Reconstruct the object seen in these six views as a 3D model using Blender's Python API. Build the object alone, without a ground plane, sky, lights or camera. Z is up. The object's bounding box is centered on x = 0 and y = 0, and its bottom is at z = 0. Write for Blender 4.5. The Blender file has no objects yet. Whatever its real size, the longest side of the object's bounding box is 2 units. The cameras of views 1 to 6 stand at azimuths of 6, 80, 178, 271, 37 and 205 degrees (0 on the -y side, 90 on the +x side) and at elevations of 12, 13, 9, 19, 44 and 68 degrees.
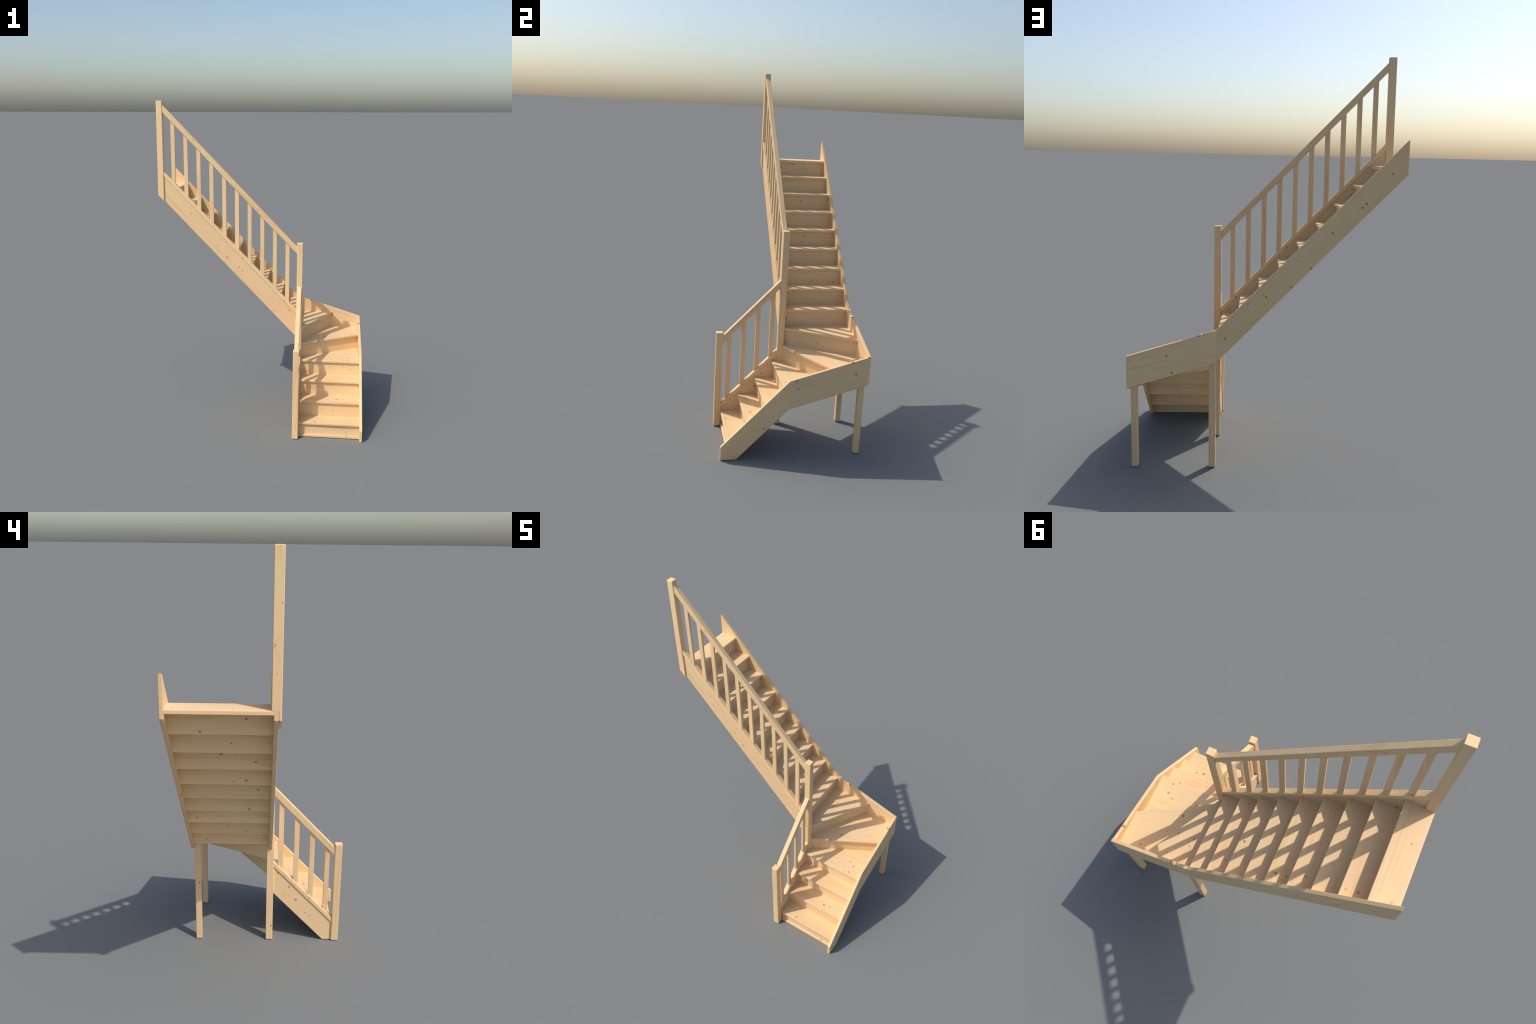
"""Quarter-turn pine staircase with winder treads, closed risers and a balustrade."""
import bpy, bmesh, math
from mathutils import Vector, Matrix

# ------------------------------------------------------------------ main sizes
RISE, GOING = 0.0977, 0.0947          # one step
N_STEPS = 15
TOP_Z = 1.4615                        # top of the last tread
BOARD = 0.017                         # thickness of stringers and the landing tread
TREAD = 0.0142                        # thickness of the other treads
RISER_T = 0.0065
OVERHANG = 0.013                      # nosing in front of the riser
HOUSE = 0.005                         # housing depth of treads in the stringers
SLOPE = 1.0327                        # pitch of stringers and rails
X0, X1, Y0, Y1 = -0.646, 0.646, -0.3845, 0.3845
IN_X, IN_Y = X1 - BOARD, Y1 - BOARD   # inner faces of the wall stringers
POST = (0.226, 0.262, -0.0367, -0.0012)  # turning post (x0,x1,y0,y1)
PX, PY = 0.244, -0.019                # centre lines of the inner stringers
SX0, SX1 = PX - BOARD / 2, PX + BOARD / 2
SY0, SY1 = PY - BOARD / 2, PY + BOARD / 2


def tread_z(k):
    return TOP_Z - RISE * (N_STEPS - k)


def nose_x(k):                        # upper flight, k = 7..15
    return -0.539 + GOING * (N_STEPS - k)


def nose_y(k):                        # lower flight, k = 1..4
    return -0.0635 - GOING * (4 - k)


# ------------------------------------------------------------------ wood material
def wood(name, knots=(), tone=0.0, density=1.0, flat=True):
    """Pine. Local X runs along the grain.  knots: (x, y, z, radius, kind) in local
    units; on boards they run through the whole thickness (flat=True), on posts not."""
    m = bpy.data.materials.new(name)
    m.use_nodes = True
    nt = m.node_tree
    nd, ln = nt.nodes, nt.links
    bsdf = nd["Principled BSDF"]

    def new(t, **kw):
        n = nd.new(t)
        for a, b in kw.items():
            setattr(n, a, b)
        return n

    def feed(sock, v):
        if isinstance(v, (int, float, tuple)):
            sock.default_value = v
        else:
            ln.new(v, sock)

    def math_(op, a, b=0.0, clamp=False):
        n = new("ShaderNodeMath", operation=op, use_clamp=clamp)
        feed(n.inputs[0], a)
        feed(n.inputs[1], b)
        return n.outputs[0]

    def vmath(op, a, b=None):
        n = new("ShaderNodeVectorMath", operation=op)
        feed(n.inputs[0], a)
        if b is not None:
            feed(n.inputs[1], b)
        return n.outputs["Value"] if op in ("LENGTH", "DISTANCE") else n.outputs[0]

    def noise(vec, scale, detail=2.0, rough=0.5, dist=0.0):
        n = new("ShaderNodeTexNoise")
        ln.new(vec, n.inputs["Vector"])
        n.inputs["Scale"].default_value = scale
        n.inputs["Detail"].default_value = detail
        n.inputs["Roughness"].default_value = rough
        n.inputs["Distortion"].default_value = dist
        return n.outputs["Fac"]

    def ramp(v, a, b, c=0.0, d=1.0):
        n = new("ShaderNodeMapRange", interpolation_type="SMOOTHSTEP")
        feed(n.inputs[0], v)
        for i, q in enumerate((a, b, c, d)):
            n.inputs[1 + i].default_value = q
        return n.outputs[0]

    def mix(fac, a, b):
        n = new("ShaderNodeMix", data_type="RGBA", blend_type="MIX")
        feed(n.inputs[0], fac)
        feed(n.inputs[6], a)
        feed(n.inputs[7], b)
        return n.outputs[2]

    pos = new("ShaderNodeTexCoord").outputs["Object"]
    rnd = new("ShaderNodeObjectInfo").outputs["Random"]
    off = new("ShaderNodeCombineXYZ")
    for i, s in enumerate((7.3, 3.1, 5.7)):
        ln.new(math_("MULTIPLY", rnd, s), off.inputs[i])
    p = vmath("ADD", pos, off.outputs[0])

    # placed knots -----------------------------------------------------------
    dark, faint, dash, swirl = 0.0, 0.0, 0.0, 0.0
    wob = noise(vmath("MULTIPLY", pos, (1, 1, 0.2)), 260.0, 1.0)
    for kx, ky, kz, kr, kind in knots:
        deep = 0.0 if flat else 0.7 / kr
        if kind == "d":                # resin pocket, a short dash along the grain
            v = vmath("MULTIPLY", vmath("SUBTRACT", pos, (kx, ky, kz)), (1 / kr, 1 / 0.0016, 0))
            dash = math_("MAXIMUM", ramp(vmath("LENGTH", v), 1.0, 0.4), dash)
            continue
        v = vmath("MULTIPLY", vmath("SUBTRACT", pos, (kx, ky, kz)), (0.8 / kr, 1 / kr, deep))
        L = vmath("LENGTH", v)
        Lw = math_("ADD", L, math_("MULTIPLY", math_("SUBTRACT", wob, 0.5), 0.45))
        if kind == "f":
            faint = math_("MAXIMUM", ramp(Lw, 1.15, 0.45), faint)
        else:
            dark = math_("MAXIMUM", ramp(Lw, 1.05, 0.7), dark)
        v2 = vmath("MULTIPLY", v, (0.28, 0.45, 0.45))
        sw = ramp(vmath("LENGTH", v2), 1.6, 0.0)
        swirl = math_("MAXIMUM", math_("MULTIPLY", sw, min(1.0, kr / 0.006)), swirl)

    # scattered pin knots ----------------------------------------------------
    vor = new("ShaderNodeTexVoronoi")
    ln.new(vmath("MULTIPLY", p, (1, 1.25, 1.25)), vor.inputs["Vector"])
    vor.inputs["Scale"].default_value = 15.0
    sep = new("ShaderNodeSeparateColor")
    ln.new(vor.outputs["Color"], sep.inputs[0])
    size = math_("ADD", math_("MULTIPLY", sep.outputs[1], 0.055), 0.02)
    on = math_("LESS_THAN", sep.outputs[0], 0.33 * density)
    pin = ramp(math_("DIVIDE", vor.outputs["Distance"], size), 1.15, 0.6)
    pin = math_("MULTIPLY", math_("MULTIPLY", pin, on), 0.75)
    dark = math_("MAXIMUM", dark, pin)

    # growth rings: slightly curved shells around a distant pith --------------
    sx = new("ShaderNodeSeparateXYZ")
    ln.new(p, sx.inputs[0])
    bend = noise(vmath("MULTIPLY", p, (1.5, 8, 8)), 1.0, 1.5, 0.4)
    bend2 = noise(vmath("MULTIPLY", p, (5, 40, 40)), 1.0, 2.0)
    yc = math_("ADD", sx.outputs[1], math_("MULTIPLY", sx.outputs[2], 0.35))
    shell = math_("ADD", yc, math_("MULTIPLY", math_("SUBTRACT", bend, 0.5), 0.085))
    shell = math_("ADD", shell, math_("MULTIPLY", bend2, 0.004))
    shell = math_("ADD", shell, math_("MULTIPLY", swirl, 0.016))
    ring = math_("FRACT", math_("MULTIPLY", shell, 150.0))
    ring = math_("MULTIPLY", ramp(ring, 0.15, 0.85), ramp(ring, 1.0, 0.88))
    patch = ramp(noise(vmath("MULTIPLY", p, (3, 22, 22)), 1.0, 2.0), 0.42, 0.68)
    ring = math_("MULTIPLY", ring, math_("ADD", math_("MULTIPLY", patch, 0.75), 0.25))
    band = ramp(noise(vmath("ADD", vmath("MULTIPLY", p, (2.4, 26, 26)), (3, 1, 2)), 1.0, 2.0, 0.5, 0.5), 0.60, 0.74)
    fibre = noise(vmath("MULTIPLY", p, (16, 520, 520)), 1.0, 2.0)
    hue = noise(vmath("MULTIPLY", p, (2.5, 12, 12)), 1.0, 1.0)

    ring2 = math_("FRACT", math_("MULTIPLY", math_("ADD", shell, math_("MULTIPLY", bend2, 0.006)), 46.0))
    ring2 = math_("MULTIPLY", ramp(ring2, 0.45, 0.93), ramp(ring2, 1.0, 0.94))
    patch2 = ramp(noise(vmath("ADD", vmath("MULTIPLY", p, (3.5, 17, 17)), (5, 7, 9)), 1.0, 1.0), 0.47, 0.62)
    pale = mix(ramp(hue, 0.35, 0.65), (0.81, 0.578, 0.315, 1), (0.82, 0.547, 0.299, 1))
    col = mix(math_("MULTIPLY", ring, 0.25), pale, (0.66, 0.435, 0.205, 1))
    col = mix(math_("MULTIPLY", math_("MULTIPLY", ring2, patch2), 0.33), col, (0.62, 0.395, 0.165, 1))
    col = mix(math_("MULTIPLY", band, 0.40), col, (0.63, 0.41, 0.175, 1))
    col = mix(math_("MULTIPLY", ramp(fibre, 0.40, 0.75), 0.15), col, (0.60, 0.41, 0.21, 1))
    tone_n = math_("ADD", math_("MULTIPLY", rnd, 0.10), 0.95 + tone)
    hsv = new("ShaderNodeHueSaturation")
    ln.new(col, hsv.inputs["Color"])
    ln.new(tone_n, hsv.inputs["Value"])
    col = hsv.outputs[0]
    col = mix(math_("MULTIPLY", faint, 0.55), col, (0.48, 0.285, 0.095, 1))
    col = mix(math_("MULTIPLY", dash, 0.6), col, (0.30, 0.19, 0.08, 1))
    knotc = mix(wob, (0.235, 0.135, 0.055, 1), (0.40, 0.25, 0.10, 1))
    col = mix(math_("MULTIPLY", dark, 0.86), col, knotc)
    ln.new(col, bsdf.inputs["Base Color"])
    bsdf.inputs["Roughness"].default_value = 0.62
    bsdf.inputs["Specular IOR Level"].default_value = 0.25
    b = new("ShaderNodeBump")
    b.inputs["Strength"].default_value = 0.10
    b.inputs["Distance"].default_value = 0.0006
    ln.new(math_("ADD", fibre, ring), b.inputs["Height"])
    ln.new(b.outputs[0], bsdf.inputs["Normal"])
    return m


# ------------------------------------------------------------------ building helpers
root = bpy.data.objects.new("wooden_staircase", None)
root.empty_display_size = 0.2
root["label"] = "pale pine quarter-turn staircase with winders and railing"
root["category"] = "staircase"
bpy.context.scene.collection.objects.link(root)

PLAIN = wood("pine")


def link(ob):
    bpy.context.scene.collection.objects.link(ob)
    ob.parent = root
    return ob


def board(name, outline, normal, t, grain, knots=(), radius=0.003, seams=(),
          all_edges=False, warp=None, mat=None, flat=True, uprights=()):
    """Extrude a planar outline (world points) by t along its normal.
    seams: indices of outline edges that butt against another board and stay sharp.
    knots: (world point, radius_mm, kind)."""
    W = Vector(normal).normalized()
    U = Vector(grain).normalized()
    U = (U - W * U.dot(W)).normalized()
    V = W.cross(U)
    P = [Vector(q) for q in outline]
    O = sum(P, Vector()) / len(P) + W * (t / 2)
    F = Matrix((U, V, W)).transposed().to_4x4()
    F.translation = O
    Fi = F.inverted()
    bm = bmesh.new()
    lo = [bm.verts.new(q) for q in P]
    hi = [bm.verts.new(q + W * t) for q in P]
    n = len(P)
    if warp:
        for v in bm.verts:
            v.co = Vector(warp(v.co))
    bm.faces.new(lo[::-1])
    bm.faces.new(hi)
    rims = []
    for i in range(n):
        j = (i + 1) % n
        bm.faces.new((lo[i], lo[j], hi[j], hi[i]))
        if i not in seams:
            rims += [(lo[i], lo[j]), (hi[i], hi[j])]
    edges = [bm.edges.get(r) for r in rims]
    edges += [bm.edges.get((lo[i], hi[i])) for i in uprights]
    if all_edges:
        edges = list(bm.edges)
    bmesh.ops.recalc_face_normals(bm, faces=bm.faces)
    if radius:
        bmesh.ops.bevel(bm, geom=edges, offset=radius, segments=4, profile=0.5,
                        affect="EDGES", clamp_overlap=True)
    bmesh.ops.transform(bm, matrix=Fi, verts=bm.verts)
    me = bpy.data.meshes.new(name)
    bm.to_mesh(me)
    bm.free()
    ob = bpy.data.objects.new(name, me)
    ob.matrix_world = F
    link(ob)
    if mat is None:
        mat = knotted(name, F, knots, flat) if knots else PLAIN
    me.materials.append(mat)
    return ob


def knotted(name, F, knots, flat=True):
    Fi = F.inverted()
    loc = []
    for q, r, kind in knots:
        c = Fi @ Vector(q)
        loc.append((c.x, c.y, c.z, r * 0.001 * (1.0 if kind == "d" else 0.97), kind))
    return wood("pine_" + name, loc, flat=flat)


def on_x(x, rows):                    # knots on a board facing x: rows of (y, z, mm[, kind])
    return [((x, r[0], r[1]), r[2], r[3] if len(r) > 3 else "k") for r in rows]


def on_y(y, rows):
    return [((r[0], y, r[1]), r[2], r[3] if len(r) > 3 else "k") for r in rows]


def on_z(z, rows):
    return [((r[0], r[1], z), r[2], r[3] if len(r) > 3 else "k") for r in rows]


def repeat(src, name, shift, knots=()):
    """Copy that shares the mesh; its own knots come as a material on the object."""
    ob = src.copy()
    ob.name = name
    ob.matrix_world = Matrix.Translation(shift) @ src.matrix_world
    link(ob)
    slot = ob.material_slots[0]
    slot.link = "OBJECT"
    slot.material = knotted(name, ob.matrix_world, knots) if knots else PLAIN
    return ob


# ------------------------------------------------------------------ wall stringers
DEPTH = 0.158                         # vertical depth of a stringer
KINK_Y, KINK_Z = -0.038, 0.4297       # right stringer: end of the straight flight
KINK_X, KINK_Z2 = 0.225, 0.6862        # back stringer: start of the straight flight
CORNER_Z = 0.5562


def low_top(y):
    return KINK_Z + SLOPE * (y - KINK_Y)


def up_top(x):
    return KINK_Z2 + SLOPE * (KINK_X - x)


foot = KINK_Y - (KINK_Z - DEPTH) / SLOPE
board("stringer", [(IN_X, Y0, 0), (IN_X, foot, 0), (IN_X, KINK_Y, KINK_Z - DEPTH),
                   (IN_X, KINK_Y, KINK_Z), (IN_X, Y0, low_top(Y0))],
      (1, 0, 0), BOARD, (0, 1, SLOPE), seams=(2,),
      knots=on_x(X1, [(-.163, .172, 5), (-.301, .128, 2), (-.283, .067, 2.1),
                      (-.31, .021, 9, "d"), (-.373, .028, 9, "d")]))
wind = (CORNER_Z - KINK_Z) / (Y1 - KINK_Y)
end_z = KINK_Z + wind * (IN_Y - KINK_Y)
board("stringer", [(IN_X, KINK_Y, KINK_Z - DEPTH), (IN_X, IN_Y, end_z - DEPTH),
                   (IN_X, IN_Y, end_z), (IN_X, KINK_Y, KINK_Z)],
      (1, 0, 0), BOARD, (0, 1, wind), seams=(1, 3),
      knots=on_x(X1, [(-.003, .429, 6), (.006, .385, 5.6), (.29, .525, 6.8), (.31, .46, 6.2),
                      (.134, .435, 2), (.237, .411, 2.7), (.208, .452, 22, "d")]))
wind2 = (KINK_Z2 - CORNER_Z) / (X1 - KINK_X)
board("stringer", [(X1, IN_Y, CORNER_Z - DEPTH), (KINK_X, IN_Y, KINK_Z2 - DEPTH),
                   (KINK_X, IN_Y, KINK_Z2), (X1, IN_Y, CORNER_Z)],
      (0, 1, 0), BOARD, (-1, 0, wind2), seams=(1,),
      knots=on_y(Y1, [(.457, .562, 5.8), (.432, .479, 5.9), (.308, .658, 4.8), (.279, .667, 4.8),
                      (.386, .621, 1.5), (.545, .575, 1.2), (.529, .513, 1.9), (.519, .478, 1.9),
                      (.632, .537, 1.9), (.559, .553, 28, "d")]))
board("stringer", [(KINK_X, IN_Y, KINK_Z2 - DEPTH), (X0, IN_Y, up_top(X0) - DEPTH),
                   (X0, IN_Y, up_top(X0)), (KINK_X, IN_Y, KINK_Z2)],
      (0, 1, 0), BOARD, (-1, 0, SLOPE), seams=(3,),
      knots=on_y(Y1, [(.182, .648, 5.6), (-.008, .85, 5.5), (.075, .815, 3.7), (-.123, .898, 4.6),
                      (-.213, .988, 6.4), (-.169, 1.045, 2.7), (-.146, 1.026, 2.7),
                      (-.307, 1.154, 5.5), (-.459, 1.293, 6.4), (-.441, 1.273, 6.4),
                      (-.573, 1.43, 5.5), (-.404, 1.34, 13, "d"), (-.418, 1.343, 9, "d"),
                      (-.601, 1.534, 1.8), (-.378, 1.23, 1.8), (.11, .722, 1.9),
                      (.035, .771, 1.9), (.058, .725, 2.8)]))

# ------------------------------------------------------------------ inner stringers
IN_UP = 0.679                         # top of the upper inner stringer at the turning post
IN_LOW = 0.104                        # top of the lower inner stringer at the start post
IN_DEPTH = 0.1525
NEWEL_Y = -0.348                      # back face of the start post


def iu_top(x):
    return IN_UP + SLOPE * (POST[0] - x)


def il_top(y):
    return IN_LOW + SLOPE * (y - NEWEL_Y)


XE = X0 + 0.0002
board("stringer", [(POST[0] + .004, SY0, iu_top(POST[0] + .004) - IN_DEPTH), (POST[0] + .004, SY0, iu_top(POST[0] + .004)),
                   (XE, SY0, iu_top(XE)), (XE, SY0, iu_top(XE) - IN_DEPTH)],
      (0, 1, 0), BOARD, (-1, 0, SLOPE), seams=(0, 1, 2),
      knots=on_y(SY0, [(-.438, 1.308, 4.2), (-.421, 1.258, 3.5), (-.274, 1.108, 6, "f"), (-.216, 1.036, 11, "f"),
                       (-.196, 1.024, 3), (-.345, 1.197, 6.4, "f"), (-.26, 1.146, 4.8, "f"), (-.305, 1.091, 4.4, "f"),
                       (-.141, .972, 4), (-.117, .952, 7.3, "f"), (.059, .781, 3.4), (.082, .692, 3.4),
                       (.181, .701, 4.4), (.2, .71, 4)]))
il_foot = NEWEL_Y + (IN_DEPTH - IN_LOW) / SLOPE
board("stringer", [(SX0, NEWEL_Y, 0), (SX0, NEWEL_Y, il_top(NEWEL_Y)), (SX0, POST[2] + .004, il_top(POST[2] + .004)),
                   (SX0, POST[2] + .004, il_top(POST[2] + .004) - IN_DEPTH), (SX0, il_foot, 0)],
      (1, 0, 0), BOARD, (0, 1, SLOPE), seams=(0, 1, 2),
      knots=on_x(SX0, [(-.118, .31, 5.4), (-.155, .236, 6.7), (-.096, .266, 2.5), (-.206, .159, 3.4),
                       (-.229, .141, 3.5), (-.165, .172, 11, "d"), (-.06, .39, 5)]))

# ------------------------------------------------------------------ treads
yi, yo = SY1 - HOUSE, IN_Y + HOUSE    # ends of the upper treads
xi, xo = SX1 - HOUSE, IN_X + HOUSE    # ends of the lower treads


def flat(name, pts, z, grain, knots=(), seams=(), r=0.003, t=TREAD):
    return board(name, [(x, y, z - t) for x, y in pts], (0, 0, 1), t, grain,
                 knots=on_z(z, knots), seams=seams, radius=r)


# lower flight
y1 = nose_y(1)
back = y1 + GOING + OVERHANG + 0.001
TREAD_LOW_KNOTS = {1: [(.363, -.328, 6), (.388, -.291, 2.4), (.405, -.291, 2.4), (.388, -.304, 2.4), (.262, -.314, 5)],
                   2: [(.493, -.213, 7), (.532, -.206, 4.5)],
                   3: [(.42, -.12, 3), (.335, -.13, 4, "f")]}
low = flat("tread", [(xi, y1), (xo, y1), (xo, back), (xi, back)], tread_z(1), (1, 0, 0),
           TREAD_LOW_KNOTS[1], seams=(1, 2, 3))
for k in (2, 3):
    repeat(low, "tread", (0, GOING * (k - 1), RISE * (k - 1)), on_z(tread_z(k), TREAD_LOW_KNOTS[k]))

# winders: nosing lines that fan out from the turning post
N5 = (Vector((.262, -.019)), (Vector((.629, .188)) - Vector((.262, -.019))).normalized())
N6 = (Vector((.256, .001)), (Vector((.460, .368)) - Vector((.256, .001))).normalized())


def shifted(line, d):                 # move a nosing line towards the higher side
    p, u = line
    return (p + Vector((-u.y, u.x)) * d, u)


def at_x(line, x):
    p, u = line
    return (x, p.y + u.y * (x - p.x) / u.x)


def at_y(line, y):
    p, u = line
    return (p.x + u.x * (y - p.y) / u.y, y)


R5, R6 = shifted(N5, OVERHANG), shifted(N6, OVERHANG)
y4 = nose_y(4)
x7 = nose_x(7)
flat("tread", [(xi, y4), (xo, y4), at_x(shifted(R5, .001), xo), at_x(shifted(R5, .001), .256), (xi, -.03)], tread_z(4), (1, .0, 0),
     [(.559, -.04, 5.5), (.527, -.058, 4), (.56, .014, 5.5), (.527, .034, 4.6), (.585, .127, 2.7)],
     seams=(1, 2, 3, 4))
flat("tread", [at_x(N5, .252), at_x(N5, xo), (xo, yo), at_y(shifted(R6, .001), yo), at_y(shifted(R6, .001), -.005)],
     tread_z(5), (1, .45, 0),
     [(.369, .045, 4.5), (.406, .118, 6.4), (.442, .219, 3), (.532, .33, 5)], seams=(1, 2, 3, 4))
flat("tread", [at_y(N6, -.008), at_y(N6, yo), (x7 - OVERHANG - .001, yo), (x7 - OVERHANG - .001, yi)], tread_z(6),
     (.25, 1, 0), [(.36, .228, 5), (.281, .221, 5.5), (.285, .262, 4.2)], seams=(1, 2, 3))

# upper flight
TREAD_UP_KNOTS = {7: [(.181, .035, 3.6), (.15, .22, 3)], 8: [(.078, .019, 3.5), (.064, .294, 3.9)],
                  9: [(.007, .208, 6), (.001, .247, 3.4), (.017, .003, 3.3)], 10: [(-.1, .16, 7, "f")],
                  11: [(-.19, .321, 6), (-.234, .316, 4.6)], 12: [(-.31, .308, 6.5, "f"), (-.304, .097, 2.8)],
                  13: [(-.39, .25, 5, "f")], 14: [(-.506, .332, 4.8), (-.463, .337, 6, "f"), (-.522, -.006, 4.4)]}
bx = x7 - GOING - OVERHANG - .001
up = flat("tread", [(x7, yi), (x7, yo), (bx, yo), (bx, yi)], tread_z(7), (0, 1, 0),
          TREAD_UP_KNOTS[7], seams=(1, 2, 3))
for k in range(8, 15):
    repeat(up, "tread", (-GOING * (k - 7), 0, RISE * (k - 7)), on_z(tread_z(k), TREAD_UP_KNOTS[k]))
x15 = nose_x(15)
flat("tread", [(x15, yi), (x15, yo), (X0 + .0003, yo), (X0 + .0003, yi)], tread_z(15), (0, 1, 0),
     [(-.609, .133, 2.9), (-.544, .226, 1.4), (-.614, .343, 6.7, "f")], seams=(1, 3), t=BOARD)

# ------------------------------------------------------------------ risers
def panel(name, a, b, z0, z1, knots=()):
    """Upright board, its front edge running from a to b (plan), growing to the left of a->b."""
    a, b = Vector(a), Vector(b)
    u = (b - a).normalized()
    n = Vector((-u.y, u.x, 0))
    return board(name, [(a.x, a.y, z0), (b.x, b.y, z0), (b.x, b.y, z1), (a.x, a.y, z1)],
                 n, RISER_T, (u.x, u.y, 0), knots=knots, radius=0.0012, seams=(1, 3))


def riser_span(k):                    # from the underside of the tread below to the tread above
    return tread_z(k - 1) - TREAD + .0005, tread_z(k) - TREAD + .002


STRIP_H = 0.0135
f1 = y1 + OVERHANG
panel("riser", (xi, f1), (xo, f1), STRIP_H, tread_z(1) - TREAD + .002,
      on_y(f1, [(.473, .065, 2.8), (.551, .035, 4.1, "f"), (.269, .074, 5)]))
board("toe_strip", [(xi, -.3445, 0), (xo, -.3445, 0), (xo, -.3445, STRIP_H), (xi, -.3445, STRIP_H)],
      (0, 1, 0), .017, (1, 0, 0), knots=on_y(-.343, [(.555, .013, 3.6)]), radius=.0012, seams=(1, 3))
f2 = nose_y(2) + OVERHANG
lowr = panel("riser", (xi, f2), (xo, f2), *riser_span(2), on_y(f2, [(.472, .127, 4.2)]))
repeat(lowr, "riser", (0, GOING, RISE), on_y(f2 + GOING, [(.46, .26, 3.5), (.55, .235, 2)]))
repeat(lowr, "riser", (0, 2 * GOING, 2 * RISE),
       on_y(f2 + 2 * GOING, [(.575, .33, 5, "f"), (.45, .335, 5, "f"), (.53, .35, 2.5)]))
panel("riser", at_x(R5, .255), at_x(R5, xo), *riser_span(5),
      [((.315, .025, .433), 5, "k"), ((.514, .13, .433), 2.6, "k"), ((.30, .02, .42), 5, "f")])
panel("riser", at_y(R6, -.005), at_y(R6, yo), *riser_span(6),
      [((.334, .174, .521), 3.6, "k"), ((.417, .309, .521), 2.9, "k"), ((.30, .09, .50), 3, "f")])
f7 = x7 - OVERHANG
upr = panel("riser", (f7, yi), (f7, yo), *riser_span(7),
            on_x(f7, [(.014, .627, 5.5), (.221, .625, 3), (.3, .592, 4.8, "f"), (.012, .62, 6, "f")]))
RISER_KNOTS = {8: [(.19, .71, 3.2), (.097, .681, 3)], 9: [(.33, .788, 4.6), (.203, .799, 6.5, "f"), (.308, .793, 2.2), (.232, .797, 2.2)],
               10: [(.084, .873, 5.8), (.271, .875, 2.2), (.231, .955, 3)], 11: [(.181, 1.03, 5), (.356, 1.048, 4.6), (.044, 1.0, 4.8), (.261, .969, 2.1)],
               12: [(.093, 1.076, 5.5), (.266, 1.067, 2), (.143, 1.072, 5.9, "f")], 13: [(.19, 1.219, 5.4), (.366, 1.236, 4), (.054, 1.188, 5)],
               14: [(.145, 1.292, 4), (.307, 1.287, 2.4), (.005, 1.292, 2.4), (.045, 1.274, 1.8)],
               15: [(.165, 1.434, 5), (.087, 1.41, 5), (.285, 1.446, 2.6), (.253, 1.361, 5.2), (.126, 1.377, 9, "d"), (.075, 1.362, 1.7)]}
for k in range(8, 16):
    repeat(upr, "riser", (-GOING * (k - 7), 0, RISE * (k - 7)),
           on_x(f7 - GOING * (k - 7), RISER_KNOTS[k]))

# ------------------------------------------------------------------ posts and legs
def post(name, x0, x1, y0, y1, z0, z1, r=0.003, knots=()):
    return board(name, [(x0, y0, z0), (x0, y0, z1), (x0, y1, z1), (x0, y1, z0)], (1, 0, 0), x1 - x0,
                 (0, 0, 1), radius=r, all_edges=True, knots=knots, flat=False)


post("newel_post", POST[0], POST[1], Y0, NEWEL_Y, 0, .558,
     knots=[((.247, Y0, .079), 2.7, "k")])
post("newel_post", *POST, 0, 1.137, knots=on_x(POST[0], [(-.029, .084, 5.4)]))


def cut_foot(p):                      # lap in front of the stringer, cut along its lower edge
    if p.z < 1.44:
        return (p.x, p.y, iu_top(p.x) - IN_DEPTH)
    return p


board("newel_post", [(X0, POST[2], 1.40), (X0, POST[2], 2.0), (X0, POST[3], 2.0), (X0, POST[3], TOP_Z + .0003),
                     (X0, SY0 - .0008, TOP_Z + .0003), (X0, SY0 - .0008, 1.40)],
      (1, 0, 0), .0365, (0, 0, 1), radius=.0025, seams=(3, 4, 5), uprights=(1, 2), warp=cut_foot, flat=False,
      knots=on_x(X0, [(-.031, 1.82, 3), (-.009, 1.683, 7, "f"), (-.018, 1.587, 2.2), (-.03, 1.425, 3)]))
post("support_leg", .2262, .2582, .3365, IN_Y - .0004, 0, .566, .002,
     knots=on_x(.227, [(.346, .332, 5.5), (.366, .161, 4)]))
post("support_leg", .5985, IN_X - .0004, .3365, IN_Y - .0004, 0, .464, .002,
     knots=on_y(.368, [(.622, .36, 2.5)]))

# ------------------------------------------------------------------ balustrade
RAIL_W, BALUSTER, BALUSTER_D = 0.027, 0.0255, 0.0125
CAP_V, RAIL_V, RAIL_GAP = 0.030, 0.045, 0.389   # vertical sizes; rail underside above cap underside


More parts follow.
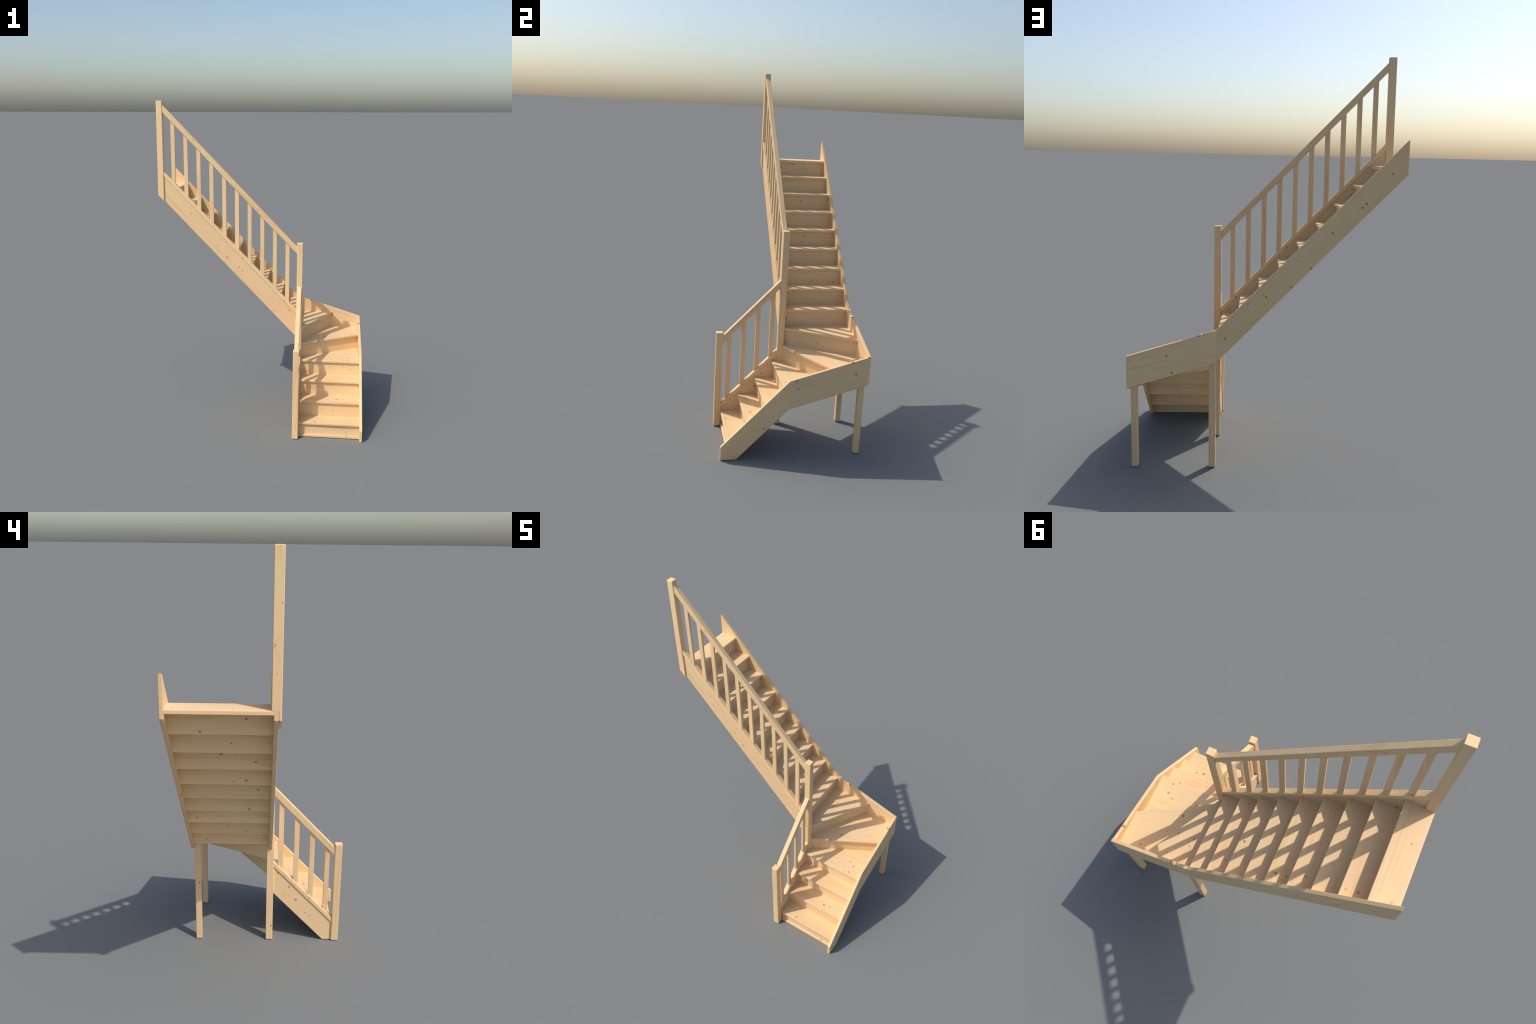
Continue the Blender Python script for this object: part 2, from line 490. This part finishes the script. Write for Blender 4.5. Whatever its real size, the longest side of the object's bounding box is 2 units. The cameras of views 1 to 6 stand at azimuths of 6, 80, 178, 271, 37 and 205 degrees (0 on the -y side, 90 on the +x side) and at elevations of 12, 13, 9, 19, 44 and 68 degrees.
def rail_up(name, z_off, v, knots=()):
    a, b = POST[0] + .003, X0 + .0365 - .003
    board(name, [(a, PY - RAIL_W / 2, iu_top(a) + z_off), (a, PY - RAIL_W / 2, iu_top(a) + z_off + v),
                 (b, PY - RAIL_W / 2, iu_top(b) + z_off + v), (b, PY - RAIL_W / 2, iu_top(b) + z_off)],
          (0, 1, 0), RAIL_W, (-1, 0, SLOPE), radius=.003, seams=(0, 2), knots=on_y(PY - RAIL_W / 2, knots))


def rail_low(name, z_off, v, knots=()):
    a, b = NEWEL_Y - .003, POST[2] + .003
    board(name, [(PX - RAIL_W / 2, a, il_top(a) + z_off), (PX - RAIL_W / 2, a, il_top(a) + z_off + v),
                 (PX - RAIL_W / 2, b, il_top(b) + z_off + v), (PX - RAIL_W / 2, b, il_top(b) + z_off)],
          (1, 0, 0), RAIL_W, (0, 1, SLOPE), radius=.003, seams=(0, 2), knots=on_x(PX - RAIL_W / 2, knots))


rail_up("base_rail", 0, CAP_V, [(-.569, 1.5, 3.5), (-.552, 1.515, 3.5), (-.113, 1.034, 4.2), (.148, .765, 4.8)])
rail_up("handrail", RAIL_GAP, RAIL_V, [(-.33, 1.665, 3), (-.42, 1.76, 3), (-.02, 1.34, 3)])
rail_low("base_rail", 0, CAP_V, [(-.226, .248, 4.5)])
rail_low("handrail", RAIL_GAP, RAIL_V, [(-.11, .77, 12, "d"), (-.32, .55, 10, "d")])

# one baluster, both ends cut to the pitch of the rails; the mesh is shared by all fourteen
h, hd = BALUSTER / 2, BALUSTER_D / 2
LEN0, LEN1 = CAP_V - .004, RAIL_GAP + .004
bx0 = -0.5485
pitch = 0.0794
base = iu_top(bx0)


def cut_ends(p):
    return (p.x, p.y, p.z - SLOPE * (p.x - bx0))


first = board("baluster", [(bx0 - h, PY - hd, base + LEN0), (bx0 - h, PY - hd, base + LEN1),
                           (bx0 - h, PY + hd, base + LEN1), (bx0 - h, PY + hd, base + LEN0)],
              (1, 0, 0), BALUSTER, (0, 0, 1), radius=.0018, all_edges=True, warp=cut_ends)
for i in range(1, 10):
    repeat(first, "baluster", (pitch * i, 0, -SLOPE * pitch * i))
turn = Matrix.Rotation(-math.pi / 2, 4, "Z")
for i in range(4):
    by = -0.0725 - 0.0793 * i
    ob = repeat(first, "baluster", (0, 0, 0))
    ob.matrix_world = (Matrix.Translation((PX, by, il_top(by) - base)) @ turn
                       @ Matrix.Translation((-bx0, -PY, 0)) @ first.matrix_world)
